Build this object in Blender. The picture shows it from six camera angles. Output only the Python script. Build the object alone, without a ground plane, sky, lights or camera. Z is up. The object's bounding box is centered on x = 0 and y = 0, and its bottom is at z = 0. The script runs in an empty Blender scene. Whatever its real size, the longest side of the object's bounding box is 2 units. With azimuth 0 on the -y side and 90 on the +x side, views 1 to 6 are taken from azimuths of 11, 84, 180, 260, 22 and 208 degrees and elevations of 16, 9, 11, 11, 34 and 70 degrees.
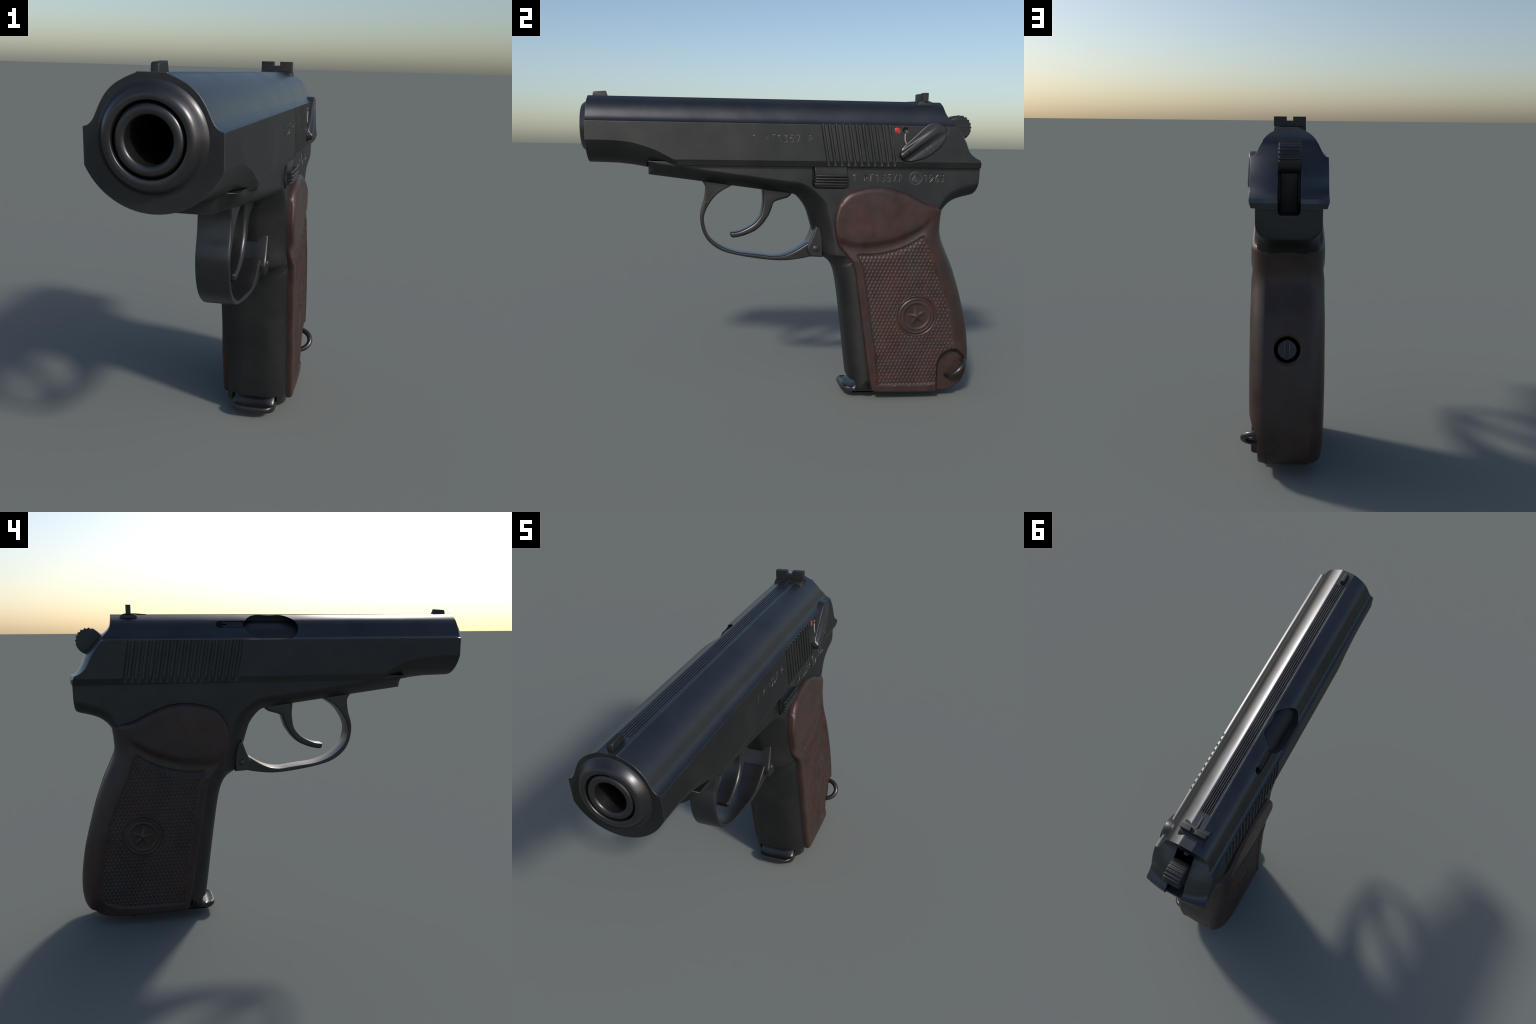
import bpy, bmesh, math
import numpy as np
from mathutils import Vector, Matrix
from mathutils.geometry import tessellate_polygon

# ------------------------------------------------------------------
# A blued-steel service pistol with a brown moulded grip.
# Muzzle points to -y, grip to +y, the lever side is +x.
# The gun's own mid plane lies at x = XC (levers stick out to +x only).
# ------------------------------------------------------------------
XC = -0.0155
MID = Matrix.Translation((XC, 0, 0))

# ============================== materials ==========================
def new_mat(name):
    m = bpy.data.materials.new(name)
    m.use_nodes = True
    nt = m.node_tree
    nt.nodes.clear()
    out = nt.nodes.new("ShaderNodeOutputMaterial")
    b = nt.nodes.new("ShaderNodeBsdfPrincipled")
    nt.links.new(b.outputs[0], out.inputs[0])
    return m, nt, b

def coords(nt, scale=(1, 1, 1)):
    tc = nt.nodes.new("ShaderNodeTexCoord")
    mp = nt.nodes.new("ShaderNodeMapping")
    mp.inputs["Scale"].default_value = scale
    nt.links.new(tc.outputs["Object"], mp.inputs[0])
    return mp.outputs[0]

def noise(nt, vec, scale, detail=4, rough=0.6):
    n = nt.nodes.new("ShaderNodeTexNoise")
    n.inputs["Scale"].default_value = scale
    n.inputs["Detail"].default_value = detail
    n.inputs["Roughness"].default_value = rough
    nt.links.new(vec, n.inputs["Vector"])
    return n.outputs["Fac"]

def ramp(nt, fac, stops):
    r = nt.nodes.new("ShaderNodeValToRGB")
    e = r.color_ramp.elements
    while len(e) < len(stops):
        e.new(0.5)
    for i, (p, c) in enumerate(stops):
        e[i].position = p
        e[i].color = (*c, 1) if len(c) == 3 else c
    nt.links.new(fac, r.inputs[0])
    return r.outputs[0]

def mix(nt, fac, a, b, mode="MIX"):
    m = nt.nodes.new("ShaderNodeMix")
    m.data_type = "RGBA"
    m.blend_type = mode
    for sock, v in ((m.inputs[0], fac), (m.inputs[6], a), (m.inputs[7], b)):
        if isinstance(v, (int, float)):
            sock.default_value = v
        elif isinstance(v, tuple):
            sock.default_value = (*v, 1)
        else:
            nt.links.new(v, sock)
    return m.outputs[2]

def maprange(nt, v, a, b, c, d):
    m = nt.nodes.new("ShaderNodeMapRange")
    nt.links.new(v, m.inputs[0])
    for i, x in enumerate((a, b, c, d)):
        m.inputs[i + 1].default_value = x
    return m.outputs[0]

def rounded_normal(nt, b, radius, height=None, strength=0.1, dist=0.002):
    last = None
    if radius:
        bv = nt.nodes.new("ShaderNodeBevel")
        bv.samples = 6
        bv.inputs["Radius"].default_value = radius
        last = bv.outputs[0]
    if height is not None:
        bp = nt.nodes.new("ShaderNodeBump")
        bp.inputs["Strength"].default_value = strength
        bp.inputs["Distance"].default_value = dist
        nt.links.new(height, bp.inputs["Height"])
        if last is not None:
            nt.links.new(last, bp.inputs["Normal"])
        last = bp.outputs[0]
    if last is not None:
        nt.links.new(last, b.inputs["Normal"])

def steel(name, dark, light, r0, r1, metal=1.0, brush=(6, 40, 40), bevel=0.004, spec=0.5):
    m, nt, b = new_mat(name)
    v = coords(nt)
    big = noise(nt, v, 5.5, 5, 0.62)
    fine = noise(nt, coords(nt, brush), 9, 5, 0.65)
    tone = mix(nt, 0.35, big, fine)
    col = ramp(nt, tone, [(0.32, dark), (0.68, light)])
    rough = maprange(nt, tone, 0.3, 0.7, r0, r1)
    if bevel:       # edge glints painted into the colour: paler along sharp edges, patchily
        bv = nt.nodes.new("ShaderNodeBevel")
        bv.samples = 8
        bv.inputs["Radius"].default_value = 0.0045
        geo = nt.nodes.new("ShaderNodeNewGeometry")
        dot = nt.nodes.new("ShaderNodeVectorMath")
        dot.operation = "DOT_PRODUCT"
        nt.links.new(bv.outputs[0], dot.inputs[0])
        nt.links.new(geo.outputs["Normal"], dot.inputs[1])
        edge = maprange(nt, dot.outputs["Value"], 0.985, 0.86, 0.0, 1.0)
        patch = maprange(nt, big, 0.35, 0.62, 0.15, 0.8)
        mul = nt.nodes.new("ShaderNodeMath")
        mul.operation = "MULTIPLY"
        nt.links.new(edge, mul.inputs[0])
        nt.links.new(patch, mul.inputs[1])
        col = mix(nt, mul.outputs[0], col, (0.19, 0.187, 0.183))
        rough = maprange(nt, mul.outputs[0], 0, 1, r1, 0.33)
        mr = nt.nodes.new("ShaderNodeMath")
        mr.operation = "MINIMUM"
        nt.links.new(rough, mr.inputs[0])
        nt.links.new(maprange(nt, tone, 0.3, 0.7, r0, r1), mr.inputs[1])
        rough = mr.outputs[0]
        rough = maprange(nt, tone, 0.3, 0.7, r0, r1) if r0 < 0.33 else rough
    nt.links.new(col, b.inputs["Base Color"])
    b.inputs["Metallic"].default_value = metal
    b.inputs["Specular IOR Level"].default_value = spec
    nt.links.new(rough, b.inputs["Roughness"])
    rounded_normal(nt, b, bevel, fine, 0.05, 0.001)
    return m

STEEL = steel("blued_steel", (0.051, 0.053, 0.0555), (0.079, 0.0785, 0.0775), 0.47, 0.60, metal=1.0, bevel=0.0025)
POLISH = steel("blued_steel_polished", (0.070, 0.073, 0.080), (0.098, 0.100, 0.104), 0.28, 0.38, metal=0.92, bevel=0.002)
RIB = steel("ribbed_steel", (0.070, 0.073, 0.080), (0.098, 0.100, 0.104), 0.30, 0.40, metal=0.95, bevel=0)
BRIGHT = steel("polished_blued_steel", (0.062, 0.062, 0.066), (0.090, 0.088, 0.090), 0.28, 0.40, metal=0.88, bevel=0.003)
MARK = steel("worn_engraving", (0.13, 0.13, 0.13), (0.175, 0.174, 0.17), 0.5, 0.6, bevel=0)
PORT_SHADE = steel("shadow_darkened_steel", (0.014, 0.014, 0.015), (0.026, 0.026, 0.027), 0.55, 0.7, metal=0.6, bevel=0)  # steel darkened to paint the recess shadow inside port and extractor channel
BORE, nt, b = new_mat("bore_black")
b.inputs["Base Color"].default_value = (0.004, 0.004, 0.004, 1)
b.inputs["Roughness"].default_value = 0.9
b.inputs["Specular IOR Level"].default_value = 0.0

RED, nt, b = new_mat("red_enamel")
nt.links.new(ramp(nt, noise(nt, coords(nt), 60), [(0.3, (0.42, 0.018, 0.018)), (0.7, (0.55, 0.03, 0.03))]), b.inputs["Base Color"])
b.inputs["Roughness"].default_value = 0.3

WHITE, nt, b = new_mat("worn_white_line")
nt.links.new(ramp(nt, noise(nt, coords(nt), 90), [(0.3, (0.25, 0.25, 0.25)), (0.7, (0.42, 0.42, 0.41))]), b.inputs["Base Color"])
b.inputs["Roughness"].default_value = 0.5

def bakelite(name, dust):
    m, nt, b = new_mat(name)
    v = coords(nt)
    n1 = noise(nt, v, 4.2, 6, 0.62)
    n2 = noise(nt, v, 17, 6, 0.65)
    n3 = noise(nt, coords(nt, (1, 1.3, 0.8)), 7.5, 5, 0.6)
    t = mix(nt, 0.4, n1, n2)
    col = ramp(nt, t, [(0.30, (0.0185, 0.0115, 0.0102)), (0.48, (0.035, 0.0170, 0.0135)),
                       (0.60, (0.054, 0.0205, 0.0145)), (0.74, (0.076, 0.024, 0.0145))])
    grey = maprange(nt, n3, 0.42, 0.68, 0.0, 0.45 + dust * 0.35)
    col = mix(nt, grey, col, (0.040, 0.034, 0.031))
    nt.links.new(col, b.inputs["Base Color"])
    nt.links.new(maprange(nt, n2, 0.3, 0.7, 0.36 + dust * 0.2, 0.50 + dust * 0.1), b.inputs["Roughness"])
    rounded_normal(nt, b, 0, n2, 0.04, 0.002)
    return m

BAKE = bakelite("brown_bakelite", 0.0)
BAKE_CHECK = bakelite("dusty_brown_bakelite", 0.6)

# ============================== helpers ============================
ROOT = bpy.data.objects.new("semi_automatic_pistol", None)
bpy.context.scene.collection.objects.link(ROOT)
ROOT["label"] = "dark blued steel pistol with brown checkered star grip"
ROOT["category"] = "pistol"

def link(name, me, parent=ROOT, mat=STEEL, angle=32):
    ob = bpy.data.objects.new(name, me)
    bpy.context.scene.collection.objects.link(ob)
    ob.parent = parent
    if mat is not None and len(me.materials) == 0:
        me.materials.append(mat)
    if angle:
        me.shade_smooth()
        me.set_sharp_from_angle(angle=math.radians(angle))
        for p in me.polygons:
            if abs(p.normal.x) > 0.99995 and p.area > 1e-4:
                p.use_smooth = False
    return ob

def mesh(name, verts, faces, offset=True):
    me = bpy.data.meshes.new(name)
    me.from_pydata([tuple(map(float, v)) for v in verts], [], faces)
    if offset:
        me.transform(MID)
    me.validate()
    bm = bmesh.new()
    bm.from_mesh(me)
    bmesh.ops.remove_doubles(bm, verts=bm.verts, dist=1e-6)
    bmesh.ops.recalc_face_normals(bm, faces=bm.faces)
    bm.to_mesh(me)
    bm.free()
    return me

def spline(pts, n=8):
    """open Catmull-Rom curve through pts, n steps per span"""
    P = np.array(pts, float)
    P = np.vstack([2 * P[0] - P[1], P, 2 * P[-1] - P[-2]])
    out = []
    for i in range(1, len(P) - 2):
        p0, p1, p2, p3 = P[i - 1:i + 3]
        d = [max(np.linalg.norm(b - a), 1e-9) ** 0.5 for a, b in ((p0, p1), (p1, p2), (p2, p3))]
        m1 = (p2 - p1) + d[1] * ((p1 - p0) / d[0] - (p2 - p0) / (d[0] + d[1]))
        m2 = (p2 - p1) + d[1] * ((p3 - p2) / d[2] - (p3 - p1) / (d[1] + d[2]))
        for k in range(n):
            t = k / n
            a, b, c, e = 2*t**3-3*t**2+1, t**3-2*t**2+t, -2*t**3+3*t**2, t**3-t**2
            out.append(a*p1 + b*m1 + c*p2 + e*m2)
    out.append(P[-2])
    return [tuple(q) for q in out]

def loop(pts, n=6):
    """closed smooth curve"""
    k = len(pts)
    s = spline([pts[-2], pts[-1]] + list(pts) + [pts[0], pts[1]], n)
    return s[2 * n:2 * n + k * n]

def area(P):
    P = np.array(P)
    x, y = P[:, 0], P[:, 1]
    return 0.5 * np.sum(x * np.roll(y, -1) - np.roll(x, -1) * y)

def inset(P, d, w=None):
    """move a closed outline inward by d (times the weight of each point)"""
    P = np.array(P, float)
    s = 1 if area(P) > 0 else -1
    e1 = P - np.roll(P, 1, 0)
    e2 = np.roll(P, -1, 0) - P
    n1 = np.stack([-e1[:, 1], e1[:, 0]], 1); n1 /= np.linalg.norm(n1, axis=1)[:, None] + 1e-12
    n2 = np.stack([-e2[:, 1], e2[:, 0]], 1); n2 /= np.linalg.norm(n2, axis=1)[:, None] + 1e-12
    n = n1 + n2
    n /= np.linalg.norm(n, axis=1)[:, None] + 1e-9
    c = np.clip(np.sum(n * n2, 1), 0.5, 1)
    k = s * d / c
    mv = n * k[:, None]
    if w is not None:
        for i, wi in enumerate(w):
            mv[i] = np.array(wi) * d if isinstance(wi, tuple) else mv[i] * wi
    return P + mv

def cap(Q, start):
    return [tuple(start + i for i in t) for t in tessellate_polygon([[Vector((q[0], q[1], 0)) for q in Q]])]

def plate(name, outline, x0, x1, bev=0.004, bd=None, w=None, steps=3, both=True, wx=None, lin=None):
    """solid from a (y,z) outline between x0 and x1 with rounded rims.
    bev is the rim's size along x, bd its size inward."""
    bd = bev if bd is None else bd
    ang = [i * math.pi / 2 / steps for i in range(steps + 1)]
    if both:
        rings = [(x0 + bev * (1 - math.cos(math.pi / 2 * i / steps)), bd * (1 - math.sin(math.pi / 2 * i / steps))) for i in range(steps + 1)]
    else:
        rings = [(x0, 0)]
    rings += [(x1 - bev * (1 - math.sin(a)), bd * (1 - math.cos(a))) for a in ang]
    V, F = [], []
    n = len(outline)
    for x, d in rings:
        wr = w
        if lin is not None and d:
            c = d / bd                                  # round rim: 1 - cos a
            f = math.sqrt(max(0.0, 1 - (1 - c) ** 2))   # flat chamfer: sin a
            wr = []
            for wi, li in zip(w, lin):
                k = ((1 - li) * c + li * f) / c
                wr.append((wi[0] * k, wi[1] * k) if isinstance(wi, tuple) else wi * k)
        Q = inset(outline, d, wr) if d else np.array(outline)
        if wx is None:
            V += [(x, q[0], q[1]) for q in Q]
        else:
            V += [(x1 - (x1 - x) * k if x > (x0 + x1) / 2 else x0 + (x - x0) * k, q[0], q[1]) for q, k in zip(Q, wx)]
    for r in range(len(rings) - 1):
        for i in range(n):
            j = (i + 1) % n
            F.append((r*n+i, r*n+j, (r+1)*n+j, (r+1)*n+i))
    F += cap([v[1:] for v in V[:n]], 0)
    F += cap([v[1:] for v in V[-n:]], (len(rings) - 1) * n)
    return mesh(name, V, F)

def revolve(name, prof, centre, seg=96, axis="y"):
    """prof: (radius, along) pairs; closed profile loop spun round the axis"""
    V, F = [], []
    m = len(prof)
    for k in range(seg):
        a = 2 * math.pi * k / seg
        for r, t in prof:
            c, s = r * math.cos(a), r * math.sin(a)
            if axis == "y":
                V.append((centre[0] + c, centre[1] + t, centre[2] + s))
            else:
                V.append((centre[0] + t, centre[1] + c, centre[2] + s))
    for k in range(seg):
        for i in range(m - 1):
            a, b = k * m, ((k + 1) % seg) * m
            F.append((a + i, a + i + 1, b + i + 1, b + i))
    return mesh(name, V, F)

def box(name, x0, x1, y0, y1, z0, z1):
    V = [(x, y, z) for x in (x0, x1) for y in (y0, y1) for z in (z0, z1)]
    F = [(0, 1, 3, 2), (4, 6, 7, 5), (0, 4, 5, 1), (2, 3, 7, 6), (0, 2, 6, 4), (1, 5, 7, 3)]
    return mesh(name, V, F)

def join(name, parts):
    bm = bmesh.new()
    mats = list(parts[0].materials)
    for p in parts:
        bm.from_mesh(p)
        bpy.data.meshes.remove(p)
    me = bpy.data.meshes.new(name)
    for m in mats:
        me.materials.append(m)
    bm.to_mesh(me)
    bm.free()
    return me

def boolean(me, cutter, op="DIFFERENCE", selfx=False):
    a = bpy.data.objects.new("work_a", me)
    b = bpy.data.objects.new("work_b", cutter)
    for o in (a, b):
        bpy.context.scene.collection.objects.link(o)
    md = a.modifiers.new("cut", "BOOLEAN")
    md.operation = op
    md.solver = "EXACT"
    md.use_self = selfx
    if len(cutter.materials):
        md.material_mode = "TRANSFER"
    md.object = b
    dg = bpy.context.evaluated_depsgraph_get()
    dg.update()
    res = bpy.data.meshes.new_from_object(a.evaluated_get(dg))
    res.name = me.name
    bpy.data.objects.remove(a)
    bpy.data.objects.remove(b)
    if len(res.polygons) < 4:
        print("BOOLEAN FAILED", me.name, cutter.name)
        return me
    bpy.data.meshes.remove(cutter)
    return res

def tube(name, pts, r, seg=12, closed=False, caps=True):
    """round bar along 3D points"""
    P = [Vector(p) for p in pts]
    n = len(P)
    V, F = [], []
    ref = None
    for i in range(n):
        if closed:
            t = P[(i + 1) % n] - P[i - 1]
        else:
            t = P[min(i + 1, n - 1)] - P[max(i - 1, 0)]
        t.normalize()
        if ref is None:
            ref = t.orthogonal().normalized()
        ref = (ref - t * ref.dot(t)).normalized()
        bi = t.cross(ref)
        for k in range(seg):
            a = 2 * math.pi * k / seg
            V.append(P[i] + r * (math.cos(a) * ref + math.sin(a) * bi))
    m = n if closed else n - 1
    for i in range(m):
        for k in range(seg):
            a, b = i * seg, ((i + 1) % n) * seg
            F.append((a + k, a + (k + 1) % seg, b + (k + 1) % seg, b + k))
    if caps and not closed:
        F.append(tuple(range(seg)))
        F.append(tuple(range((n - 1) * seg, n * seg)))
    return mesh(name, V, F)

# ============================== lettering ==========================
def arc(cx, cy, rx, ry, a0, a1, n=9):
    return [(cx + rx * math.cos(math.radians(a0 + (a1 - a0) * i / n)),
             cy + ry * math.sin(math.radians(a0 + (a1 - a0) * i / n))) for i in range(n + 1)]

GLYPH = {   # single-line letters in a box 0.6 wide, 1 high
    "1": [[(0.12, 0.82), (0.32, 1.0), (0.32, 0.0)]],
    "3": [[(0.06, 0.96), (0.5, 0.96), (0.26, 0.6)] + arc(0.26, 0.3, 0.26, 0.3, 85, -150)],
    "5": [[(0.52, 1.0), (0.1, 1.0), (0.07, 0.56)] + arc(0.27, 0.32, 0.26, 0.32, 110, -145)],
    "7": [[(0.05, 1.0), (0.54, 1.0), (0.22, 0.0)]],
    "6": [[(0.46, 1.0)] + arc(0.62, 0.3, 0.58, 0.66, 115, 175, 4) + arc(0.3, 0.28, 0.25, 0.28, 180, -180, 14)],
    "9": [[(0.14, 0.0)] + arc(-0.02, 0.7, 0.58, 0.66, -65, -5, 4) + arc(0.3, 0.72, 0.25, 0.28, 0, 360, 14)],
    "P": [[(0.1, 0.0), (0.1, 1.0), (0.32, 1.0)] + arc(0.32, 0.73, 0.2, 0.27, 80, -80, 7) + [(0.1, 0.46)]],
    "M": [[(0.04, 0.0), (0.06, 1.0), (0.3, 0.42), (0.54, 1.0), (0.56, 0.0)]],
    "G": [[(0.1, 0.0), (0.1, 1.0), (0.54, 1.0)]],      # the letter like a gallows
    " ": [],
}

def letters(text, y0, z0, h, pitch, x, r, tilt=0.0):
    """ribbons of a round-nosed engraving tool, as tubes at depth x"""
    out = []
    ct, st = math.cos(tilt), math.sin(tilt)
    for i, ch in enumerate(text):
        for line in GLYPH[ch]:
            P = []
            for gx, gy in line:
                a, b = i * pitch + gx * h * 0.92, gy * h
                P.append(Vector((x, y0 + a * ct - b * st, z0 + a * st + b * ct)))
            run = [P[0]]
            for k in range(1, len(P)):
                run.append(P[k])
                sharp = k < len(P) - 1 and (P[k] - P[k-1]).angle(P[k+1] - P[k]) > 0.75
                if sharp or k == len(P) - 1:
                    e0, e1 = (run[0] - run[1]).normalized(), (run[-1] - run[-2]).normalized()
                    q = [run[0] + e0 * r * 0.4] + run[1:-1] + [run[-1] + e1 * r * 0.4]
                    out.append(tube("stroke", q, r * (1 + 0.013 * (len(out) % 5)), 6))
                    out[-1].materials.append(MARK)
                    run = [P[k]]
    return out

# ============================== slide ==============================
HW = 0.167
DOME = spline([(0.037, 1.5465), (0.056, 1.539), (0.085, 1.5235), (0.1015, 1.510), (0.1135, 1.496),
               (0.1245, 1.478), (0.1345, 1.457), (0.1415, 1.443), (0.150, 1.4325), (0.1585, 1.427), (0.167, 1.4248)], 3)
ZB = ([-0.967, -0.83, -0.757, -0.69, -0.62, -0.55], [1.230, 1.2265, 1.219, 1.207, 1.190, 1.172])
ZCN = ([-0.967, -0.864, -0.80, -0.757, -0.708, -0.658, -0.62, -0.591, -0.555], [1.337, 1.337, 1.333, 1.328, 1.316, 1.300, 1.284, 1.268, 1.249])

def slide_section(y, cut, front):
    pts = [(0, 1.549), (0.035, 1.549)] + DOME
    if front:
        zc, zb = np.interp(y, *ZCN), np.interp(y, *ZB)
        d = zc - zb
        h = (HW * HW - d * d) / (2 * d)
        R, c = h + d, zc + h
        split = 1.243 if cut == 0 else cut
        a0 = math.atan2(-h, HW)
        a1 = math.asin(max(-1.0, min(-h / R, (split - c) / R)))
        for k in range(13):
            a = a0 + (a1 - a0) * k / 12
            pts.append((R * math.cos(a), c + R * math.sin(a)))
        for k in range(1, 7):
            a = a1 + (-math.pi / 2 - a1) * k / 6
            pts.append((R * math.cos(a), max(c + R * math.sin(a), cut)))
    else:
        pts += [(HW - 0.009 * k / 12, 1.249 + (cut - 1.249) * k / 12) for k in range(13)]
        pts += [(0.158 * (1 - k / 6), cut) for k in range(1, 7)]
    full = pts + [(-x, z) for x, z in reversed(pts[1:-1])]
    return [(x, y, z) for x, z in full]

def build_slide():
    st = [(y, 0, True) for y in np.linspace(-0.967, -0.686, 15)]
    st += [(y, 1.243, True) for y in (-0.6855, -0.66, -0.63, -0.60)]
    st += [(-0.585, 1.237, True), (-0.572, 1.2285, True), (-0.560, 1.223, True), (-0.553, 1.222, True)]
    st += [(y, 1.222, False) for y in (-0.535, -0.2, 0.16, 0.5, 0.82, 1.02)]
    V, F = [], []
    for s in st:
        V += slide_section(*s)
    n = len(V) // len(st)
    for i in range(len(st) - 1):
        for k in range(n):
            F.append((i*n+k, i*n+(k+1) % n, (i+1)*n+(k+1) % n, (i+1)*n+k))
    F.append(tuple(range(n)))
    F.append(tuple(range((len(st)-1)*n, len(st)*n)))
    me = mesh("slide", V, F)
    me.materials.append(POLISH)
    me.materials.append(STEEL)

    # scooped rear: an S profile whose flanks sweep forward in plan
    prof = spline([(0.797, 1.75), (0.797, 1.56), (0.799, 1.524), (0.805, 1.496), (0.818, 1.477), (0.846, 1.453),
                   (0.884, 1.418), (0.914, 1.382), (0.933, 1.353), (0.949, 1.314), (0.963, 1.289), (0.980, 1.272), (0.998, 1.2625)], 4)
    prof += [(1.0, 1.245), (1.0, 1.05)]
    xs = np.linspace(-0.24, 0.24, 33)
    V = []
    for x in xs:
        q = min(1.25, abs(x) / HW) ** 2.3
        V += [(x, y - q * float(np.interp(z, [1.05, 1.25, 1.27, 1.30, 1.36, 1.42, 1.45, 1.50, 1.55],
                                          [0.020, 0.020, 0.031, 0.040, 0.043, 0.041, 0.032, 0.016, 0.010])), z) for y, z in prof]
    m = len(prof)
    back = len(V)
    for x in xs:
        V += [(x, 1.3, 1.75), (x, 1.3, 1.05)]
    F = []
    for i in range(len(xs) - 1):
        for k in range(m - 1):
            F.append((i*m+k, i*m+k+1, (i+1)*m+k+1, (i+1)*m+k))
        F.append((back+2*i, back+2*i+1, back+2*i+3, back+2*i+2))
        F.append((i*m, back+2*i, back+2*i+2, (i+1)*m))
        F.append((i*m+m-1, (i+1)*m+m-1, back+2*i+3, back+2*i+1))
    for i in (0, len(xs) - 1):
        F.append(tuple([i*m+k for k in range(m)] + [back+2*i+1, back+2*i]))
    me = boolean(me, mesh("scoop", V, F))
    # hammer slot, muzzle bore
    me = boolean(me, box("slot", -0.048, 0.048, 0.8035, 1.4, 1.0, 1.62))
    me = boolean(me, revolve("muzzle_hole", [(0, 0), (0.120, 0), (0.120, 0.85), (0, 0.85)], (0, -1.2, 1.402), 64))
    # ejection port (right side) with the extractor channel behind it
    port = loop([(0.150, 1.512), (0.105, 1.5415), (0.02, 1.5425), (-0.05, 1.5415), (-0.106, 1.512), (-0.117, 1.487),
                 (-0.112, 1.460), (-0.080, 1.432), (-0.03, 1.430), (0.05, 1.430), (0.090, 1.431), (0.120, 1.444), (0.150, 1.474)], 5)
    cutter = plate("port", port, -0.3, -0.032, 0.0005)
    cutter.materials.append(PORT_SHADE)
    me = boolean(me, cutter)
    chan = [(0.10, 1.482), (0.10, 1.515)] + arc(0.276, 1.4985, 0.0185, 0.0165, 90, -90, 8)
    cutter = plate("channel", chan, -0.3, -0.085, 0.0005)
    cutter.materials.append(PORT_SHADE)
    me = boolean(me, cutter)
    # grasping grooves, slanted, on both flanks
    def grooves(side, y_first, y_last, count, lean, depth, width):
        cut = []
        for i in range(count):
            y = y_first + (y_last - y_first) * i / (count - 1)
            a = Vector((side * HW, y + 0.002, 1.45))
            b = Vector((side * HW, y + lean * 0.2, 1.229))
            ax = (b - a).normalized()
            side_v = Vector((side, 0, 0))
            acr = ax.cross(side_v)
            V, n = [], 7
            for p in (a, b):
                V.append(p + side_v * 0.012 + acr * (width * 0.56))
                for k in range(n):
                    t = math.pi * k / (n - 1)
                    V.append(p + acr * (math.cos(t) * width / 2) - side_v * (depth * math.sin(t) ** 0.7))
                V.append(p + side_v * 0.012 - acr * (width * 0.56))
            m = n + 2
            F = [(k, (k + 1) % m, m + (k + 1) % m, m + k) for k in range(m)] + [tuple(range(m)), tuple(range(m, 2*m))]
            cut.append(mesh("groove", V, F))
        return join("grooves", cut)
    me = boolean(me, grooves(1, 0.158, 0.491, 11, 0.215, 0.009, 0.0175))
    me = boolean(me, grooves(-1, 0.170, 0.703, 17, 0.190, 0.009, 0.0215))
    # pocket for the ribbed sighting strip
    me = boolean(me, box("pocket", -0.0269, 0.0269, -0.868, 0.605, 1.5405, 1.6))
    # milled bed of the lever, red and plain dimples
    bed = spline([(0.800, 1.46), (0.513, 1.46)], 1)[:1] + [(0.515, 1.46), (0.5145, 1.37)] + \
        spline([(0.5145, 1.37), (0.522, 1.328), (0.545, 1.283), (0.575, 1.253), (0.61, 1.243), (0.66, 1.256), (0.72, 1.287), (0.775, 1.34), (0.80, 1.40)], 4)[1:]
    me = boolean(me, plate("bed", bed, HW - 0.004, 0.3, 0.0005))
    def ball(y, z, r, depth, name):
        R = (r * r + depth * depth) / (2 * depth)
        prof = [(0, -R)] + [(R * math.sin(a), -R * math.cos(a)) for a in np.linspace(0.05, math.pi - 0.05, 24)] + [(0, R)]
        return revolve(name, prof, (HW - 0.004 + R - depth, y, z), 32, "x")
    me = boolean(me, join("dimples", [ball(0.540, 1.4035, 0.0155, 0.006, "d"), ball(0.581, 1.4035, 0.0155, 0.009, "d")]))
    # serial number on the lever-side flank
    me = boolean(me, join("engraving", letters("1 MG1357 P", -0.176, 1.340, 0.034, 0.0302, HW, 0.0026)), selfx=True)
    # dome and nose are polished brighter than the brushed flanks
    mark = [i for i, m in enumerate(me.materials) if m in (MARK, PORT_SHADE)]
    for p in me.polygons:
        if p.material_index in mark:
            continue
        p.material_index = 1 if (p.center.z < 1.4247 and (p.center.y < 0.8 or abs(p.normal.x) > 0.9)) or p.normal.y < -0.9 or p.center.z < 1.24 else 0
    return link("slide", me, angle=15)

slide = build_slide()

red = revolve("red_dot", [(0, 0.0035)] + [(0.0150 * math.sin(a), 0.0035 * math.cos(a)) for a in np.linspace(0.2, 1.57, 8)] + [(0.0150, -0.004), (0, -0.004)],
              (HW - 0.0068, 0.540, 1.4035), 32, "x")
link("red_dot", red, slide, RED)
link("safety_line", tube("safety_line", [(HW - 0.004, 0.580, 1.387), (HW - 0.004, 0.5795, 1.37), (HW - 0.004, 0.581, 1.355), (HW - 0.004, 0.588, 1.338)], 0.0028, 8), slide, WHITE)

rib = []
for i in range(5):
    x = -0.027 + i * 0.0108
    rib += [(x, 1.5428), (x + 0.0030, 1.5490), (x + 0.0076, 1.5490)]
rib += [(0.027, 1.5428), (0.027, 1.53), (-0.027, 1.53)]
V = [(x, y, z) for y in (-0.868, 0.605) for x, z in rib]
n = len(rib)
F = [(k, (k+1) % n, n+(k+1) % n, n+k) for k in range(n)] + cap(rib, 0) + cap(rib, n)
link("sighting_strip", mesh("sighting_strip", V, F), slide, RIB, 20)

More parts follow.
